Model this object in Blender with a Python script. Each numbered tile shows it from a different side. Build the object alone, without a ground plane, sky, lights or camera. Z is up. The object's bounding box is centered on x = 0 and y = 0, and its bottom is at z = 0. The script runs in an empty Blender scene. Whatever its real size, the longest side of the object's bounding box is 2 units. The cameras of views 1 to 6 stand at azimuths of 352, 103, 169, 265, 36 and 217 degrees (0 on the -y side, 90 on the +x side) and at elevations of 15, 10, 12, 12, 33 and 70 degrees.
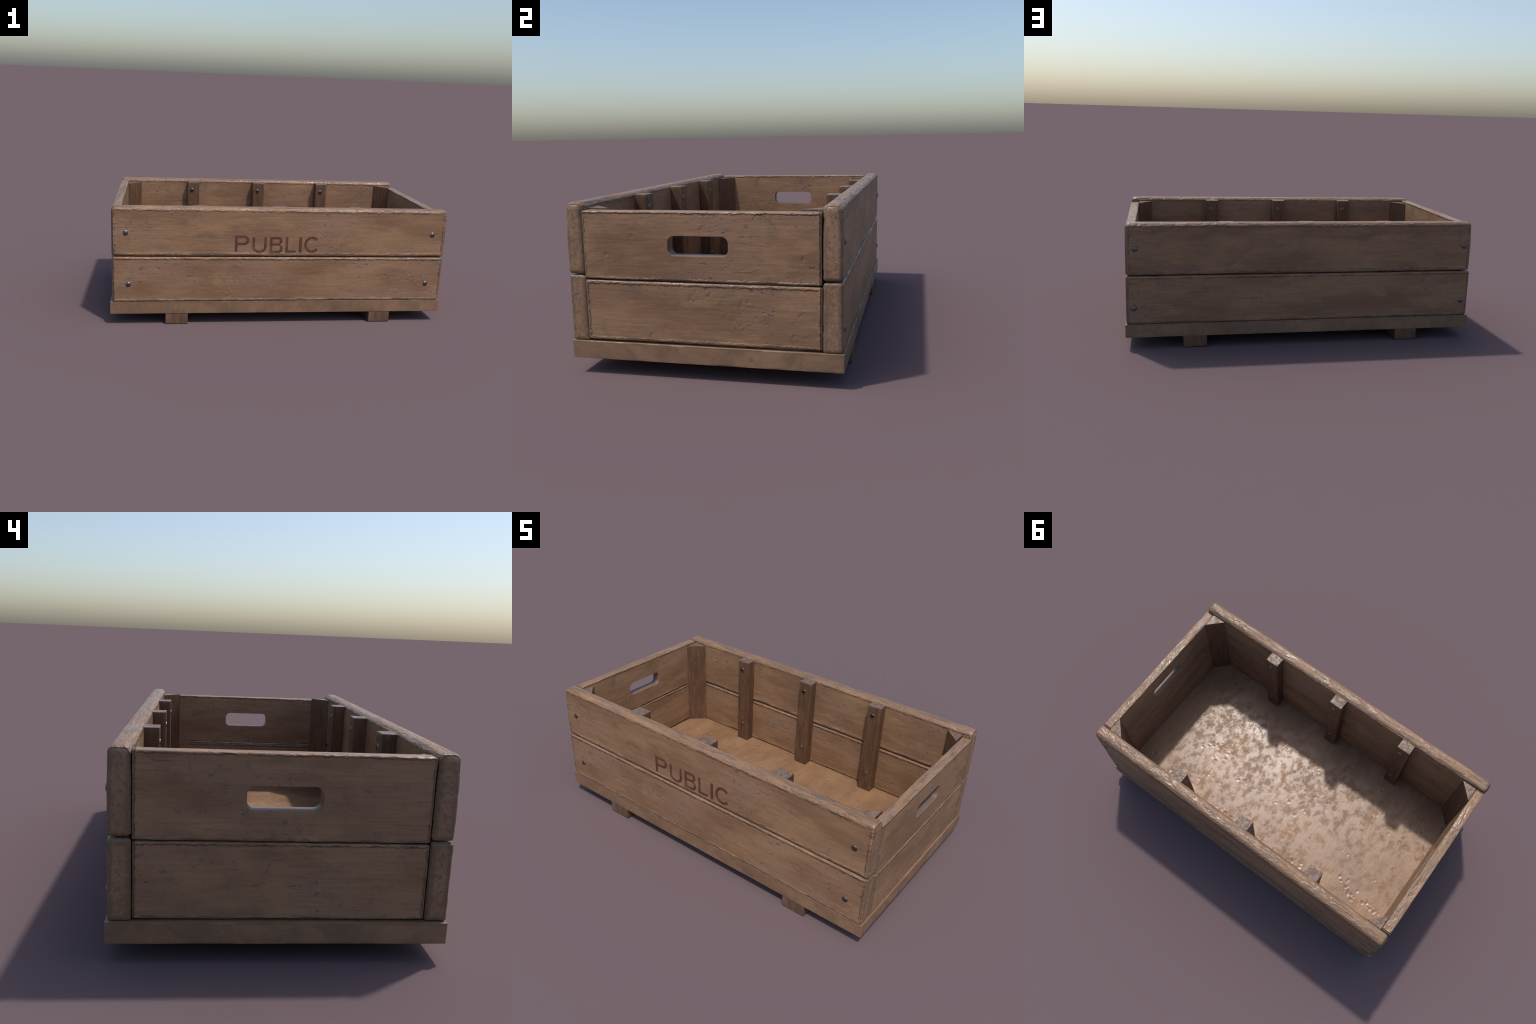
"""Weathered wooden crate: plank sides and ends, slab base on two runners,
vertical braces, triangular corner blocks, bolts and one painted word."""
import bpy, bmesh, math, random
import numpy as np
from mathutils import Vector

random.seed(7)
np.random.seed(7)

# ------------------------------------------------------------------ sizes (metres)
BASE_X, BASE_Y, BASE_Z0, BASE_Z1 = 1.000, 0.5555, 0.065, 0.138
FRONT_OUT, BACK_OUT, FRONT_IN, BACK_IN = 0.556, 0.549, 0.481, 0.474
BRACE_W, BRACE_TOP = 0.081, 0.689


# ------------------------------------------------------------------ numeric noise for relief
def _hash(ix, iy, iz, seed):
    h = (ix * 374761393 + iy * 668265263 + iz * 2147483647 + seed * 1274126177) & 0xFFFFFFFF
    h = ((h ^ (h >> 13)) * 1274126177) & 0xFFFFFFFF
    h = ((h ^ (h >> 16)) * 2246822519) & 0xFFFFFFFF
    return ((h ^ (h >> 15)) & 0xFFFFFF) / float(0xFFFFFF)


def value_noise(p, seed):
    i = np.floor(p).astype(np.int64)
    f = p - i
    u = f * f * f * (f * (f * 6 - 15) + 10)
    total = 0
    for dx in (0, 1):
        for dy in (0, 1):
            for dz in (0, 1):
                w = ((u[:, 0] if dx else 1 - u[:, 0]) * (u[:, 1] if dy else 1 - u[:, 1]) * (u[:, 2] if dz else 1 - u[:, 2]))
                total = total + w * _hash(i[:, 0] + dx, i[:, 1] + dy, i[:, 2] + dz, seed)
    return total


def fractal(p, scale, seed, octaves=3):
    s = np.asarray(scale, float)
    out, amp, norm = 0, 1.0, 0.0
    for k in range(octaves):
        out = out + amp * value_noise(p * s * 2 ** k + 17.3 * k, seed + 31 * k)
        norm += amp
        amp *= 0.5
    return out / norm


def smooth(a, b, x):
    t = np.clip((x - a) / (b - a), 0, 1)
    return t * t * (3 - 2 * t)


# ------------------------------------------------------------------ mesh builders
def sample_axis(h, r, step):
    """Sample positions along one half-extent pair: even inside, dense over the rounded ends."""
    n = max(2, int(round(2 * (h - r) / step)))
    inner = np.linspace(-(h - r), h - r, n + 1)
    k = max(4, int(round(r / 0.003)))
    a = np.linspace(0, 1, k + 1)[1:]
    return np.concatenate([-(h - r) - r * a[::-1], inner, (h - r) + r * a])


def rounded_board(name, half, radius, step=0.006, chips=0.0025, dents=(), seed=0, grain_axis=0, wave=0.0008, r_top=None, calm=None):
    """A plank: a box whose edges are rounded, chipped and gently uneven.

    dents: list of (axis, sign, u, v, radius, depth) craters on a face."""
    h = np.array(half, float)
    axes = [sample_axis(h[i], min(radius, h[i] * 0.98), step) for i in range(3)]
    verts, faces, index = [], [], {}

    def vid(i, j, k):
        key = (i, j, k)
        if key not in index:
            index[key] = len(verts)
            verts.append((axes[0][i], axes[1][j], axes[2][k]))
        return index[key]

    n = [len(a) - 1 for a in axes]
    for ax in range(3):
        b, c = (ax + 1) % 3, (ax + 2) % 3
        for side in (0, n[ax]):
            for i in range(n[b]):
                for j in range(n[c]):
                    quad = []
                    for di, dj in ((0, 0), (1, 0), (1, 1), (0, 1)):
                        t = [0, 0, 0]
                        t[ax], t[b], t[c] = side, i + di, j + dj
                        quad.append(vid(*t))
                    faces.append(quad if side else quad[::-1])
    p = np.array(verts)
    # rounding radius may grow towards the top
    r = np.full(len(p), radius)
    if r_top is not None:
        r = radius + (r_top - radius) * smooth(0.1 * h[2], 0.75 * h[2], p[:, 2])
    r = np.minimum(r, h.min() * 0.98)[:, None]
    core = np.clip(p, -(h - r), h - r)
    d = p - core
    # box-shaped shell -> sphere-shaped shell
    m = np.abs(d).max(axis=1, keepdims=True)
    length = np.linalg.norm(d, axis=1, keepdims=True)
    nrm = d / np.maximum(length, 1e-9)
    q = core + nrm * m
    # relief
    dist = np.sort(h - np.abs(q), axis=1)
    edge = 1 - smooth(radius * 0.4, radius * 1.25, dist[:, 1])
    edge = edge * (1 - 0.8 * smooth(0.5, 0.9, np.abs(nrm[:, grain_axis])))
    stretch = np.array([28.0, 28.0, 28.0])
    stretch[grain_axis] = 11.0
    chip = smooth(0.46, 0.72, fractal(q + seed, stretch, seed + 3, 4))
    rough_edge = fractal(q + seed, stretch * 2.4, seed + 5, 2) - 0.5
    disp = -chips * edge * (chip + 0.45 * rough_edge)
    low = np.array([9.0, 9.0, 9.0])
    low[grain_axis] = 2.0
    disp += wave * (fractal(q + seed, low, seed + 9, 3) - 0.5) * 2
    if calm:  # leave a flat field on the -y face where the paint sits
        cx, cz, wx, wz = calm
        inside = (1 - smooth(wx, wx + 0.03, np.abs(q[:, 0] - cx))) * (1 - smooth(wz, wz + 0.012, np.abs(q[:, 2] - cz)))
        disp *= 1 - np.where(nrm[:, 1] < -0.95, inside, 0)
    wobble = 0.7 * (fractal(q + seed, (130.0,) * 3, seed + 13, 2) - 0.5)
    for ax, sign, u, v, rad, depth in dents:
        b, c = [t for t in range(3) if t != ax]
        facing = (nrm[:, ax] * sign) > 0.7
        turn, flat = (u * 917.0 + v * 331.0) % 3.14159, 0.55 + (u * 577.0) % 0.45
        du, dv = q[:, b] - u, q[:, c] - v
        near = np.abs(du) + np.abs(dv) < 3 * rad
        facing = facing & near
        ru, rv = du * math.cos(turn) + dv * math.sin(turn), (dv * math.cos(turn) - du * math.sin(turn)) / flat
        rr = np.hypot(ru, rv) / rad + wobble
        bowl = np.where(rr < 1, -(1 - rr ** 2) ** 2, 0) + 0.22 * np.exp(-((rr - 1.15) / 0.25) ** 2)
        disp += np.where(facing, depth * bowl, 0)
    q = q + nrm * disp[:, None]
    mesh = bpy.data.meshes.new(name)
    mesh.from_pydata(q.tolist(), [], faces)
    mesh.shade_smooth()
    mesh.update()
    return mesh


def dent_clusters(rng, faces, half, count, spread=0.05, rad=(0.005, 0.011), depth=(0.0008, 0.002)):
    """Seeded craters gathered in a few clusters plus some strays."""
    out = []
    for ax, sign in faces:
        b, c = [t for t in range(3) if t != ax]
        for _ in range(count):
            u, v = rng.uniform(-0.9, 0.9) * half[b], rng.uniform(-0.75, 0.75) * half[c]
            for _ in range(rng.choice((1, 1, 2, 5, 12))):
                out.append((ax, sign, u + rng.gauss(0, spread), v + rng.gauss(0, spread * 0.45),
                            rng.uniform(*rad), rng.uniform(*depth)))
    return out


def make(name, mesh, material, location=(0, 0, 0), parent=None):
    obj = bpy.data.objects.new(name, mesh)
    bpy.context.scene.collection.objects.link(obj)
    if material and not mesh.materials:
        mesh.materials.append(material)
    obj.location = location
    if parent:
        obj.parent = parent
    return obj


# ------------------------------------------------------------------ material helper
class Graph:
    def __init__(self, name):
        self.mat = bpy.data.materials.new(name)
        self.mat.use_nodes = True
        self.t = self.mat.node_tree
        self.t.nodes.clear()
        self.out = self.t.nodes.new("ShaderNodeOutputMaterial")
        self.bsdf = self.t.nodes.new("ShaderNodeBsdfPrincipled")
        self.t.links.new(self.bsdf.outputs[0], self.out.inputs[0])
        self.coord = self.t.nodes.new("ShaderNodeTexCoord").outputs["Object"]
        sep = self.t.nodes.new("ShaderNodeSeparateXYZ")
        self.link(self.coord, sep.inputs[0])
        self.x, self.y, self.z = sep.outputs

    def link(self, a, b):
        self.t.links.new(a, b)

    def put(self, socket, value):
        if isinstance(value, bpy.types.NodeSocket):
            self.link(value, socket)
        elif isinstance(value, (tuple, list)) and len(value) == 3 and socket.type == "RGBA":
            socket.default_value = (*value, 1)
        else:
            socket.default_value = value

    def math(self, op, a, b=0.0, c=None, clamp=False):
        n = self.t.nodes.new("ShaderNodeMath")
        n.operation, n.use_clamp = op, clamp
        self.put(n.inputs[0], a)
        self.put(n.inputs[1], b)
        if c is not None:
            self.put(n.inputs[2], c)
        return n.outputs[0]

    def ramp(self, v, a, b, lo=0.0, hi=1.0):
        n = self.t.nodes.new("ShaderNodeMapRange")
        n.interpolation_type = "SMOOTHSTEP"
        self.put(n.inputs["Value"], v)
        n.inputs["From Min"].default_value, n.inputs["From Max"].default_value = a, b
        n.inputs["To Min"].default_value, n.inputs["To Max"].default_value = lo, hi
        return n.outputs["Result"]

    def warp(self, scale, offset=(0, 0, 0)):
        n = self.t.nodes.new("ShaderNodeMapping")
        self.link(self.coord, n.inputs["Vector"])
        n.inputs["Scale"].default_value = scale
        n.inputs["Location"].default_value = offset
        return n.outputs[0]

    def noise(self, scale, offset=0.0, detail=4.0, rough=0.55, distort=0.0):
        n = self.t.nodes.new("ShaderNodeTexNoise")
        s = scale if isinstance(scale, (tuple, list)) else (scale,) * 3
        self.link(self.warp(s, (offset, offset * 0.7, offset * 1.3)), n.inputs["Vector"])
        n.inputs["Scale"].default_value = 1.0
        n.inputs["Detail"].default_value = detail
        n.inputs["Roughness"].default_value = rough
        n.inputs["Distortion"].default_value = distort
        return n.outputs["Fac"]

    def mix(self, fac, a, b, mode="MIX"):
        n = self.t.nodes.new("ShaderNodeMix")
        n.data_type, n.blend_type = "RGBA", mode
        self.put(n.inputs[0], fac)
        self.put(n.inputs[6], a)
        self.put(n.inputs[7], b)
        return n.outputs[2]

    def bump(self, height, distance, strength=1.0, normal=None):
        n = self.t.nodes.new("ShaderNodeBump")
        n.inputs["Distance"].default_value = distance
        n.inputs["Strength"].default_value = strength
        self.link(height, n.inputs["Height"])
        if normal:
            self.link(normal, n.inputs["Normal"])
        return n.outputs[0]

    def finish(self, color, rough, normal=None, spec=0.5, metal=0.0):
        b = self.bsdf
        self.put(b.inputs["Base Color"], color)
        self.put(b.inputs["Roughness"], rough)
        b.inputs["Specular IOR Level"].default_value = spec
        b.inputs["Metallic"].default_value = metal
        if normal:
            self.link(normal, b.inputs["Normal"])
        return self.mat


def along(axis, a, b):
    s = [b, b, b]
    s[axis] = a
    return tuple(s)


# ------------------------------------------------------------------ materials
TAN, GOLD, BROWN, MAUVE = (0.283, 0.163, 0.091), (0.304, 0.174, 0.091), (0.205, 0.110, 0.059), (0.258, 0.154, 0.102)
PALE, DIRT = (0.325, 0.206, 0.132), (0.078, 0.060, 0.045)


def plank_wood(name, half, grain, seed, rim, paint=False):
    """Honey-brown plank wood: cloudy tone, fine grain, dirt specks, dark broken line and pale wear at the rounded rim."""
    g = Graph(name)
    o = seed * 3.7
    cloud = g.noise(along(grain, 2.2, 8.0), o, 5, 0.6)
    cloud2 = g.noise(along(grain, 4.0, 11.0), o + 5, 4, 0.6)
    fine = g.noise(along(grain, 5.0, 120.0), o + 9, 4, 0.68, 0.4)
    streak = g.noise(along(grain, 1.6, 60.0), o + 13, 4, 0.6, 0.6)
    speck = g.math("MAXIMUM", g.noise(along(grain, 19.0, 27.0), o + 21, 5, 0.62), g.noise(along(grain, 40.0, 46.0), o + 22, 3, 0.55))
    vein = g.noise(along(grain, 1.1, 13.0), o + 27, 3, 0.55, 0.3)
    crack = g.math("MULTIPLY", g.ramp(g.math("ABSOLUTE", g.math("SUBTRACT", vein, 0.52)), 0.002, 0.010, 1, 0), g.ramp(g.noise(along(grain, 2.6, 5.0), o + 29, 3, 0.6), 0.54, 0.66))
    zone = g.noise(along(grain, 3.0, 6.0), o + 25, 2, 0.5)
    col = g.mix(g.ramp(cloud, 0.36, 0.66), BROWN, TAN)
    col = g.mix(g.ramp(cloud2, 0.48, 0.72), col, GOLD)
    col = g.mix(g.ramp(zone, 0.50, 0.70, 0, 0.6), col, MAUVE)
    col = g.mix(1.0, col, g.mix(fine, (0.64, 0.64, 0.64), (1.32, 1.31, 1.29)), "MULTIPLY")
    col = g.mix(g.ramp(streak, 0.58, 0.76, 0, 0.38), col, (0.150, 0.088, 0.052))
    spots = g.math("MULTIPLY", g.ramp(speck, 0.60, 0.72), g.ramp(zone, 0.45, 0.60))
    scuff = g.ramp(g.noise(along(grain, 34.0, 70.0), o + 37, 5, 0.72), 0.59, 0.66, 0, 0.42)
    col = g.mix(scuff, col, (0.128, 0.084, 0.054))
    col = g.mix(g.math("MULTIPLY", crack, 0.5), col, (0.110, 0.068, 0.042))
    smear = g.ramp(g.noise(along(grain, 8.0, 13.0), o + 33, 6, 0.74, 0.4), 0.53, 0.71, 0, 0.64)
    col = g.mix(smear, col, (0.138, 0.098, 0.066))
    col = g.mix(g.math("MULTIPLY", spots, 0.55), col, DIRT)
    # distances from the plank's own outline, on the two axes of its broad face
    ax = {"x": g.x, "y": g.y, "z": g.z}
    broad, thick = (("x", "z"), "y") if grain == 0 else (("y", "z"), "x")
    hi = {"x": half[0], "y": half[1], "z": half[2]}
    wob = g.noise(along(grain, 55.0, 55.0), o + 41, 3, 0.6)
    shift = g.math("MULTIPLY", g.math("SUBTRACT", wob, 0.5), 0.016)
    dist = {k: g.math("ADD", g.math("SUBTRACT", hi[k], g.math("ABSOLUTE", ax[k])), shift) for k in "xyz"}
    rim_d = g.math("MINIMUM", dist[broad[0]], dist[broad[1]])
    line = g.ramp(g.math("ABSOLUTE", g.math("SUBTRACT", rim_d, rim)), 0.0012, 0.0026 + rim * 0.16, 1, 0)
    broken = g.ramp(g.noise(along(grain, 17.0, 30.0), o + 47, 4, 0.65), 0.41, 0.58)
    wear = g.ramp(rim_d, rim * 0.3, rim * 1.1, 1, 0)
    worn = g.math("MULTIPLY", wear, g.ramp(g.noise(along(grain, 9.0, 75.0), o + 53, 4, 0.65, 0.8), 0.40, 0.62))
    col = g.mix(g.math("MULTIPLY", worn, 0.36), col, PALE)
    rim_dark = g.ramp(g.noise(along(grain, 8.0, 60.0), o + 57, 5, 0.7, 0.6), 0.47, 0.64, 0, 0.66)  # uneven darker streaks along the board rims
    col = g.mix(g.math("MULTIPLY", wear, rim_dark), col, (0.105, 0.074, 0.050))
    # narrow faces: dirt hugging their two borders
    end_d = g.math("MINIMUM", dist[thick], dist["z"])
    at_end = g.ramp(g.math("SUBTRACT", hi[broad[0]], g.math("ABSOLUTE", ax[broad[0]])), 0.004, 0.012, 1, 0)
    grime = g.math("MULTIPLY", g.math("MULTIPLY", g.ramp(end_d, 0.012, 0.023, 1, 0), at_end), g.ramp(wob, 0.30, 0.50))
    col = g.mix(g.math("MULTIPLY", grime, 0.72), col, (0.128, 0.084, 0.052))
    col = g.mix(g.math("MULTIPLY", g.math("MULTIPLY", line, broken), 0.76), col, (0.075, 0.055, 0.040))
    if grain == 1:  # the sawn walls of the hand slot, tinted a darker grey-brown
        deep = g.math("MULTIPLY", g.ramp(g.math("SUBTRACT", half[0], g.math("ABSOLUTE", g.x)), 0.001, 0.004), g.ramp(g.math("ABSOLUTE", g.y), 0.15, 0.16, 1, 0))
        deep = g.math("MULTIPLY", deep, g.ramp(g.math("ABSOLUTE", g.z), half[2] - 0.03, half[2] - 0.02, 1, 0))
        col = g.mix(g.math("MULTIPLY", deep, 0.85), col, (0.150, 0.104, 0.078))
    if paint:
        cover = g.ramp(g.noise((22, 22, 22), o + 61, 3, 0.6), 0.36, 0.60, 0.80, 1.0)
        col = g.mix(cover, col, (0.092, 0.031, 0.019))
    pit = g.math("SUBTRACT", g.math("SUBTRACT", 1.0, g.math("MULTIPLY", spots, 0.65)), g.math("MULTIPLY", crack, 0.22))
    height = g.math("ADD", g.math("MULTIPLY", fine, 0.28), g.math("MULTIPLY", streak, 0.35))
    height = g.math("ADD", height, pit)
    height = g.math("MULTIPLY", height, g.ramp(at_end, 0, 1, 1.0, 0.25))
    nrm = g.bump(height, 0.0024, 0.7)
    gnarl = g.noise(along(grain, 15.0, 42.0), o + 71, 2, 0.5, 1.3)
    lumps = g.math("MULTIPLY", g.ramp(rim_d, rim * 0.7, rim * 1.5, 1.0, 0.10), g.ramp(at_end, 0, 1, 1.0, 0.12))
    nrm = g.bump(g.math("MULTIPLY", gnarl, lumps), 0.010, 0.75, nrm)
    rough = g.math("SUBTRACT", g.ramp(cloud2, 0.35, 0.65, 0.44, 0.62), g.math("MULTIPLY", worn, 0.20))
    return g.finish(col, rough, nrm, 0.45)


def dark_wood(name, half, seed, grain=2, base=(0.082, 0.043, 0.025), warm=(0.158, 0.080, 0.042), end_grain=True):
    """Darker batten wood with reddish streaks along the grain and greyed end grain."""
    g = Graph(name)
    o = seed * 5.1
    streak = g.noise(along(grain, 7.0, 40.0), o, 6, 0.72, 0.4)
    fine = g.noise(along(grain, 18.0, 105.0), o + 4, 5, 0.7)
    cloud = g.noise(along(grain, 6.0, 16.0), o + 8, 4, 0.6)
    col = g.mix(g.ramp(streak, 0.30, 0.74), base, warm)
    col = g.mix(g.ramp(cloud, 0.52, 0.72, 0, 0.6), col, (0.066, 0.040, 0.027))
    col = g.mix(1.0, col, g.mix(fine, (0.50, 0.50, 0.50), (1.46, 1.44, 1.42)), "MULTIPLY")
    pos = (g.x, g.y, g.z)[grain]
    end = g.ramp(g.math("SUBTRACT", half[grain], g.math("ABSOLUTE", pos)), 0.001, 0.003, 1, 0)
    mottled = g.noise(62.0, o + 15, 4, 0.65)
    endcol = g.mix(g.ramp(mottled, 0.38, 0.66), (0.120, 0.074, 0.051), (0.220, 0.138, 0.096))
    if end_grain:
        col = g.mix(end, col, endcol)
    height = g.math("ADD", g.math("MULTIPLY", fine, 0.5), streak)
    nrm = g.bump(height, 0.003, 0.6)
    return g.finish(col, g.ramp(mottled, 0.35, 0.65, 0.60, 0.34), nrm, 0.45)


def slab_wood(name):
    """Base slab: golden-brown floor, grain across the crate, cloudy sheen, scattered stains."""
    g = Graph(name)
    cloud = g.noise((5.5, 2.6, 5.0), 3, 5, 0.62)
    patch = g.noise((22, 17, 12), 8, 6, 0.70, 0.2)
    fine = g.noise((100, 6, 14), 12, 4, 0.68, 0.5)
    streak = g.noise((46, 3, 6), 15, 4, 0.6, 0.6)
    speck = g.noise((40, 30, 30), 19, 5, 0.65)
    zone = g.noise((3.2, 3.2, 3.2), 23, 3, 0.55)
    col = g.mix(g.ramp(cloud, 0.36, 0.66), (0.214, 0.115, 0.060), (0.300, 0.170, 0.090))
    col = g.mix(g.ramp(patch, 0.36, 0.50, 0.45, 0), col, (0.215, 0.112, 0.054))
    col = g.mix(g.ramp(patch, 0.46, 0.64, 0, 0.4), col, (0.285, 0.176, 0.112))
    stain = g.ramp(g.noise((8, 5, 7), 27, 5, 0.7, 0.4), 0.56, 0.74, 0, 0.55)
    col = g.mix(stain, col, (0.135, 0.085, 0.053))
    col = g.mix(1.0, col, g.mix(fine, (0.70, 0.70, 0.70), (1.26, 1.25, 1.22)), "MULTIPLY")
    col = g.mix(g.ramp(streak, 0.58, 0.74, 0, 0.4), col, (0.150, 0.082, 0.044))
    dirt = g.math("MULTIPLY", g.ramp(speck, 0.58, 0.72), g.ramp(zone, 0.44, 0.62))
    col = g.mix(g.math("MULTIPLY", dirt, 0.65), col, (0.085, 0.062, 0.046))
    top_d = g.math("SUBTRACT", 0.0365, g.z)
    side = g.math("MAXIMUM", g.ramp(g.math("ABSOLUTE", g.y), BASE_Y - 0.004, BASE_Y - 0.002), g.ramp(g.math("ABSOLUTE", g.x), BASE_X - 0.004, BASE_X - 0.002))
    lip = g.math("MULTIPLY", g.math("MULTIPLY", g.ramp(top_d, 0.004, 0.011, 1, 0), side), g.ramp(g.noise((14, 14, 14), 31, 4, 0.6), 0.34, 0.54, 0.35, 1.0))
    col = g.mix(g.math("MULTIPLY", lip, 0.62), col, (0.105, 0.068, 0.044))
    col = g.mix(g.math("MULTIPLY", side, g.ramp(g.noise((7, 7, 11), 37, 6, 0.74, 0.3), 0.42, 0.66, 0.16, 0.80)), col, (0.135, 0.088, 0.058))
    height = g.math("ADD", g.math("MULTIPLY", fine, 0.25), g.math("MULTIPLY", dirt, -0.8))
    height = g.math("ADD", height, g.math("MULTIPLY", patch, 0.35))
    nrm = g.bump(height, 0.0030, 0.55)
    return g.finish(col, g.math("ADD", g.ramp(patch, 0.37, 0.58, 0.60, 0.32), g.ramp(zone, 0.40, 0.65, 0.0, 0.07)), nrm, 0.65)


def bolt_metal(name, dark, light, rough):
    g = Graph(name)
    n = g.noise(160.0, 2, 3, 0.6)
    return g.finish(g.mix(n, dark, light), g.ramp(n, 0.3, 0.7, rough, rough + 0.14), g.bump(n, 0.0006, 0.3), 0.5, 1.0)


# ------------------------------------------------------------------ crate root
crate = bpy.data.objects.new("wooden_crate", None)
bpy.context.scene.collection.objects.link(crate)
crate["label"] = "weathered open wooden crate with plank sides and painted word"
crate["category"] = "wooden crate"

rng = random.Random(11)
DULL = bolt_metal("bolt_metal", (0.11, 0.11, 0.115), (0.20, 0.197, 0.193), 0.24)
BRIGHT = bolt_metal("worn_bolt_metal", (0.17, 0.165, 0.16), (0.27, 0.262, 0.255), 0.18)

# ------------------------------------------------------------------ base slab and runners
slab_h = (BASE_X, BASE_Y, (BASE_Z1 - BASE_Z0) / 2)
floor_dents = dent_clusters(rng, [(2, 1)], slab_h, 40, 0.045, (0.007, 0.014), (0.0022, 0.0044))
base = make("base_board", rounded_board("base_board", slab_h, 0.0014, 0.0065, 0.0006, floor_dents, 2, 1, 0.0004), slab_wood("base_wood"),
            (0, 0, (BASE_Z0 + BASE_Z1) / 2), crate)

runner_h = (0.0655, 0.5535, 0.033)
runner_mat = dark_wood("runner_wood", runner_h, 3, 2, (0.104, 0.057, 0.034), (0.172, 0.098, 0.058), False)
runner_mesh = rounded_board("runner", runner_h, 0.002, 0.012, 0.0006, (), 4, 1, 0.0002)
for x in (-0.6175, 0.6205):
    make("runner", runner_mesh, runner_mat, (x, 0, 0.033), crate)


# ------------------------------------------------------------------ bolts
def lathe(name, profile, material, segments=28):
    """Revolve a (radius, height) profile round +y-facing axis: height runs along -y."""
    bm = bmesh.new()
    rings = []
    for r, h in profile:
        if r == 0:
            rings.append([bm.verts.new((0, -h, 0))])
        else:
            rings.append([bm.verts.new((r * math.cos(t), -h, r * math.sin(t))) for t in (2 * math.pi * k / segments for k in range(segments))])
    for a, b in zip(rings, rings[1:]):
        for k in range(segments):
            k2 = (k + 1) % segments
            if len(b) == 1:
                bm.faces.new((a[k], a[k2], b[0]))
            else:
                bm.faces.new((a[k], a[k2], b[k2], b[k]))
    bmesh.ops.recalc_face_normals(bm, faces=bm.faces)
    mesh = bpy.data.meshes.new(name)
    bm.to_mesh(mesh)
    bm.free()
    mesh.shade_smooth()
    mesh.materials.append(material)
    return mesh


dome = lathe("bolt", [(0.0165, -0.004), (0.0165, 0.0008), (0.0155, 0.0030), (0.0128, 0.0052), (0.0100, 0.0064), (0.0085, 0.0070), (0.0040, 0.0075), (0, 0.0076)], DULL)
disc = lathe("bolt", [(0.0142, -0.004), (0.0142, 0.0014), (0.0136, 0.0026), (0.0118, 0.0034), (0.0112, 0.0035), (0.0060, 0.00355), (0, 0.0036)], BRIGHT)


def bolt(mesh, parent, at, facing):
    """at: world place; facing: -1 looks to -y, +1 looks to +y."""
    b = make("bolt", mesh, None, Vector(at) - parent.location, parent)
    b.rotation_euler = (0, random.Random(round(at[0] * 997 + at[2] * 331)).uniform(0, 6.28), 0 if facing < 0 else math.pi)
    return b


# ------------------------------------------------------------------ long side boards
def side_board(sign, x0, x1, z0, z1, seed, r, r_top, rim, calm=None):
    out, inner = (FRONT_OUT, FRONT_IN) if sign < 0 else (BACK_OUT, BACK_IN)
    half = ((x1 - x0) / 2, (out - inner) / 2, (z1 - z0) / 2)
    dents = dent_clusters(rng, [(1, 1), (1, -1)], half, 20, 0.035, (0.005, 0.012), (0.0012, 0.0030))
    if calm:
        dents = [d for d in dents if not (d[1] < 0 and abs(d[2] - calm[0]) < calm[2] + 0.01 and abs(d[3] - calm[1]) < calm[3] + 0.01)]
    mesh = rounded_board("side_board", half, r, 0.0065, 0.0022, dents, seed, 0, 0.0005, r_top, calm)
    mat = plank_wood("side_wood", half, 0, seed, rim)
    return make("side_board", mesh, mat, ((x0 + x1) / 2, sign * (inner + out) / 2, (z0 + z1) / 2), crate), half


front_up, front_half = side_board(-1, -0.988, 0.994, 0.4132, 0.7005, 1, 0.014, 0.026, 0.019, (-0.04, -0.07, 0.27, 0.057))
front_low, _ = side_board(-1, -0.988, 0.993, 0.1385, 0.4088, 2, 0.010, 0.010, 0.013)
back_up, _ = side_board(1, -0.988, 0.995, 0.4132, 0.7000, 3, 0.014, 0.026, 0.019)
back_low, _ = side_board(1, -0.993, 0.995, 0.1385, 0.4088, 4, 0.010, 0.010, 0.013)
for s in (-1, 1):
    bolt(dome, front_up, (s * 0.908, -FRONT_OUT + 0.003, 0.5500), -1)
    bolt(dome, front_low, (s * 0.896, -FRONT_OUT + 0.003, 0.2445), -1)
    bolt(dome, back_up, (s * 0.944, BACK_OUT, 0.5615), 1)
    bolt(dome, back_low, (s * 0.953, BACK_OUT, 0.2315), 1)

# ------------------------------------------------------------------ painted word on the front upper board
paint = plank_wood("letter_paint", front_half, 0, 1, 0.019, True)
STROKE = 0.0150


def arc(cx, cy, rx, ry, a0, a1, n=20):
    return [(cx + rx * math.cos(math.radians(a0 + (a1 - a0) * k / n)), cy + ry * math.sin(math.radians(a0 + (a1 - a0) * k / n))) for k in range(n + 1)]


def bowl(x0, x1, y0, y1):
    """D-shaped loop: straight left side, round right side."""
    r = (y1 - y0) / 2
    return [(x0, y0)] + arc(x1 - r * 0.95, y0 + r, r * 0.95, r, -90, 90) + [(x0, y1)]


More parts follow.
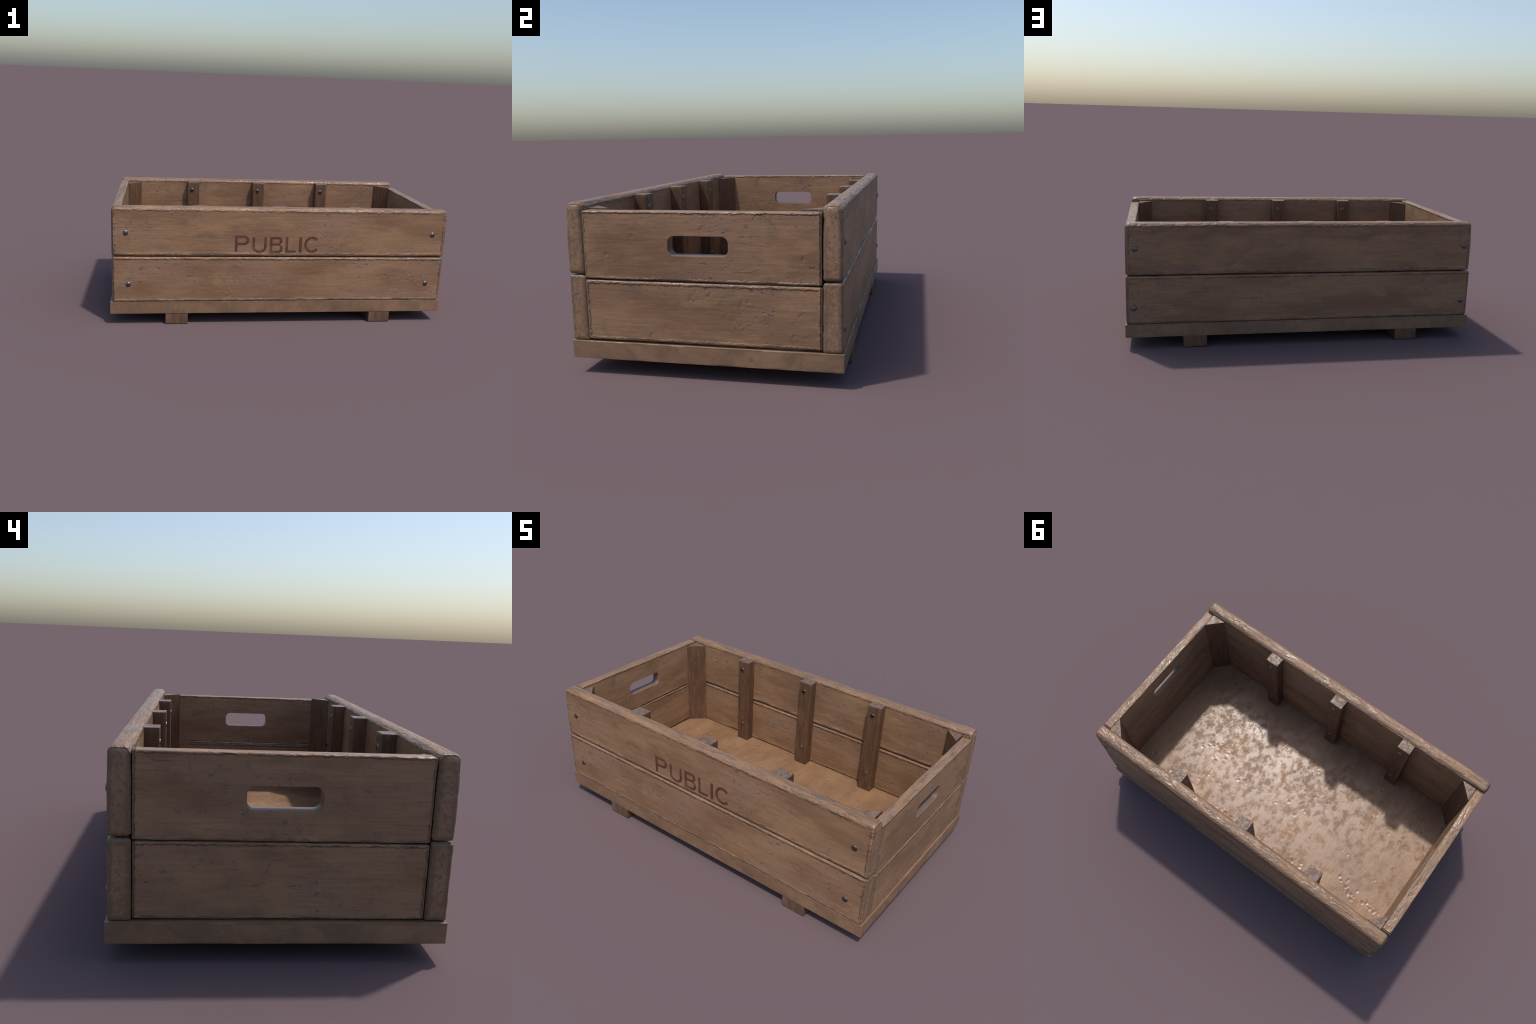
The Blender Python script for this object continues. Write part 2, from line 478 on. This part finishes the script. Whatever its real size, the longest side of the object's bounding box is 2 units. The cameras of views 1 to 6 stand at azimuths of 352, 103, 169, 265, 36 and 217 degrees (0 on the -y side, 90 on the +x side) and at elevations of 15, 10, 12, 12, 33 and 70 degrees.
def glyph(char, w, h):
    """Contours of a plain sans-serif capital w wide and h high; holes come after the outline."""
    t = STROKE
    if char == "I":
        return [[(0, 0), (w, 0), (w, h), (0, h)]]
    if char == "L":
        return [[(0, 0), (w, 0), (w, t * 0.86), (t, t * 0.86), (t, h), (0, h)]]
    if char == "U":
        ro = w / 2
        ry = ro * 0.82
        return [[(0, h)] + arc(ro, ry, ro, ry, 180, 360) + [(w, h), (w - t, h)] + arc(ro, ry, ro - t, ry - t, 360, 180) + [(t, h)]]
    if char == "C":
        return [arc(w / 2 * 1.06, h / 2, w / 2 * 1.06, h / 2, 42, 322, 40) + arc(w / 2 * 1.06, h / 2, w / 2 * 1.06 - t, h / 2 - t, 324, 40, 40)]
    if char == "P":
        y = h * 0.405
        loop = bowl(0, w, y, h)
        return [[(0, 0), (t, 0), (t, y)] + loop[1:], bowl(t, w - t, y + t * 0.86, h - t * 0.86)]
    y = h * 0.535
    low, top = bowl(0, w, 0, y), bowl(0, w * 0.955, y - 0.001, h)
    return [low[:-1] + top[1:], bowl(t, w - t, t * 0.86, y - t * 0.43), bowl(t, w * 0.955 - t, y + t * 0.43, h - t * 0.86)]


LETTERS = (("P", -0.285, -0.203, 0.444, 0.540), ("U", -0.183, -0.099, 0.4365, 0.531), ("B", -0.080, -0.003, 0.4365, 0.5325),
           ("L", 0.013, 0.076, 0.439, 0.532), ("I", 0.094, 0.110, 0.439, 0.5315), ("C", 0.125, 0.212, 0.4385, 0.537))
for char, x0, x1, z0, z1 in LETTERS:
    cu = bpy.data.curves.new("letter", "CURVE")
    cu.dimensions, cu.fill_mode, cu.extrude = "2D", "BOTH", 0.0015
    for contour in glyph(char, x1 - x0, z1 - z0):
        sp = cu.splines.new("POLY")
        sp.points.add(len(contour) - 1)
        for pt, (px, py) in zip(sp.points, contour):
            pt.co = (px, py, 0, 1)
        sp.use_cyclic_u = True
    tmp = bpy.data.objects.new("letter_outline", cu)
    bpy.context.scene.collection.objects.link(tmp)
    bpy.context.view_layer.update()
    mesh = bpy.data.meshes.new_from_object(tmp)
    bpy.data.objects.remove(tmp)
    mesh.name = "letter"
    for v in mesh.vertices:  # lay the flat glyph on the board: its y becomes z, its depth -y
        px, py, pz = v.co
        v.co = Vector((x0 + px, -FRONT_OUT + 0.0009 - pz, z0 + py)) - front_up.location
    mesh.update()
    make("letter", mesh, paint, (0, 0, 0), front_up)


# ------------------------------------------------------------------ end boards, the upper ones with a hand slot
def slot_cutter(cx, cy, cz, width, height, radius, thickness):
    """Rounded-rectangle prism along x, flaring a little at both mouths so the slot gets a chamfer."""
    bm = bmesh.new()
    rings = []
    for x, grow in ((-thickness, 0.012), (-thickness / 2 - 0.0005, 0.0025), (-thickness / 2 + 0.004, 0.0), (thickness / 2 - 0.004, 0.0), (thickness / 2 + 0.0005, 0.0025), (thickness, 0.012)):
        ring = []
        w, h, r = width / 2 + grow, height / 2 + grow, radius + grow
        for qx, qz, a0 in ((1, 1, 0), (-1, 1, 90), (-1, -1, 180), (1, -1, 270)):
            for k in range(9):
                a = math.radians(a0 + k * 90 / 8)
                ring.append(bm.verts.new((cx + x, cy + qx * (w - r) + r * math.cos(a), cz + qz * (h - r) + r * math.sin(a))))
        rings.append(ring)
    for a, b in zip(rings, rings[1:]):
        for k in range(len(a)):
            k2 = (k + 1) % len(a)
            bm.faces.new((a[k], a[k2], b[k2], b[k]))
    bm.faces.new(rings[0])
    bm.faces.new(rings[-1])
    bmesh.ops.recalc_face_normals(bm, faces=bm.faces)
    mesh = bpy.data.meshes.new("slot_cutter")
    bm.to_mesh(mesh)
    bm.free()
    return make("slot_cutter", mesh, None)


def end_board(x0, x1, y0, y1, z0, z1, seed, slot=None, r=0.008, chips=0.0018):
    half = ((x1 - x0) / 2, (y1 - y0) / 2, (z1 - z0) / 2)
    dents = dent_clusters(rng, [(0, 1), (0, -1)], half, 9, 0.03, (0.005, 0.012), (0.0010, 0.0026))
    mesh = rounded_board("end_board", half, r, 0.0065, chips, dents, seed, 1, 0.0007)
    mat = plank_wood("end_wood", half, 1, seed, r * 1.3)
    obj = make("end_board", mesh, mat, ((x0 + x1) / 2, (y0 + y1) / 2, (z0 + z1) / 2), crate)
    if slot:
        sy, sz0, sz1 = slot
        cut = slot_cutter(obj.location.x, sy, (sz0 + sz1) / 2, 0.240, sz1 - sz0, 0.026, x1 - x0)
        mod = obj.modifiers.new("slot", "BOOLEAN")
        mod.operation, mod.object, mod.solver = "DIFFERENCE", cut, "EXACT"
        bpy.context.view_layer.update()
        done = bpy.data.meshes.new_from_object(obj.evaluated_get(bpy.context.evaluated_depsgraph_get()))
        obj.modifiers.clear()
        obj.data = done
        done.name = "end_board"
        if not done.materials:
            done.materials.append(mat)
        bpy.data.objects.remove(cut)
        done.shade_smooth()
        done.set_sharp_from_angle(angle=math.radians(40))
    return obj


end_board(0.942, 0.994, -0.484, 0.471, 0.3965, 0.6690, 5, (-0.007, 0.498, 0.5735), 0.006)
end_board(0.942, 0.995, -0.485, 0.474, 0.1450, 0.3915, 6, None, 0.009)
end_board(-0.986, -0.9345, -0.476, 0.472, 0.4050, 0.6880, 7, (0.0, 0.507, 0.583), 0.006)
end_board(-0.986, -0.933, -0.477, 0.472, 0.1440, 0.4010, 8, None, 0.007)

# ------------------------------------------------------------------ vertical braces
# (side, inner face, brace centres, bolt centres high, bolt centres low)
for sign, inner, xs, high, low in ((-1, 0.422, (-0.484, -0.014, 0.450), (-0.472, -0.003, 0.461), (-0.478, -0.006, 0.457)),
                                   (1, 0.418, (-0.483, -0.018, 0.4435), (-0.494, -0.026, 0.436), (-0.486, -0.019, 0.442))):
    half = (BRACE_W / 2, (0.484 - inner) / 2, (BRACE_TOP - BASE_Z1 + 0.002) / 2)
    for j, x in enumerate(xs):
        seed = 13 + 3 * sign + j
        mesh = rounded_board("brace", half, 0.0018, 0.012, 0.0008, (), seed, 2, 0.0003)
        b = make("brace", mesh, dark_wood("brace_wood", half, seed), (x, sign * (inner + half[1]), BRACE_TOP - half[2]), crate)
        bolt(disc, b, (high[j], sign * inner, 0.629), -sign)
        bolt(disc, b, (low[j], sign * inner, 0.250), -sign)

# ------------------------------------------------------------------ triangular corner blocks
block_half = (0.05, 0.05, (0.675 - BASE_Z1 + 0.002) / 2)
block_z = 0.675 - block_half[2]


def corner_block(sx, sy, seed):
    """Right-angled prism with its two legs 2 mm off the boards."""
    cx, cy, leg = (0.939 if sx > 0 else 0.932), (FRONT_IN if sy < 0 else BACK_IN) - 0.002, 0.084
    tri = [Vector((0, 0)), Vector((-leg, 0)), Vector((0, -leg))]
    bm = bmesh.new()
    rows = 46
    rings = []
    for k in range(rows + 1):
        z = -block_half[2] + 2 * block_half[2] * k / rows
        ring = []
        for i in range(3):
            a, b = tri[i], tri[(i + 1) % 3]
            for s in range(8):
                q = a.lerp(b, s / 8)
                ring.append(bm.verts.new((sx * q.x, sy * q.y, z)))
        rings.append(ring)
    n = len(rings[0])
    for a, b in zip(rings, rings[1:]):
        for k in range(n):
            bm.faces.new((a[k], a[(k + 1) % n], b[(k + 1) % n], b[k]))
    bm.faces.new(rings[0])
    bm.faces.new(rings[-1])
    bmesh.ops.recalc_face_normals(bm, faces=bm.faces)
    mesh = bpy.data.meshes.new("corner_block")
    bm.to_mesh(mesh)
    bm.free()
    obj = make("corner_block", mesh, dark_wood("corner_wood", block_half, seed), (sx * cx, sy * cy, block_z), crate)
    return obj


for k, (sx, sy) in enumerate(((-1, -1), (1, -1), (1, 1), (-1, 1))):
    corner_block(sx, sy, 20 + k)
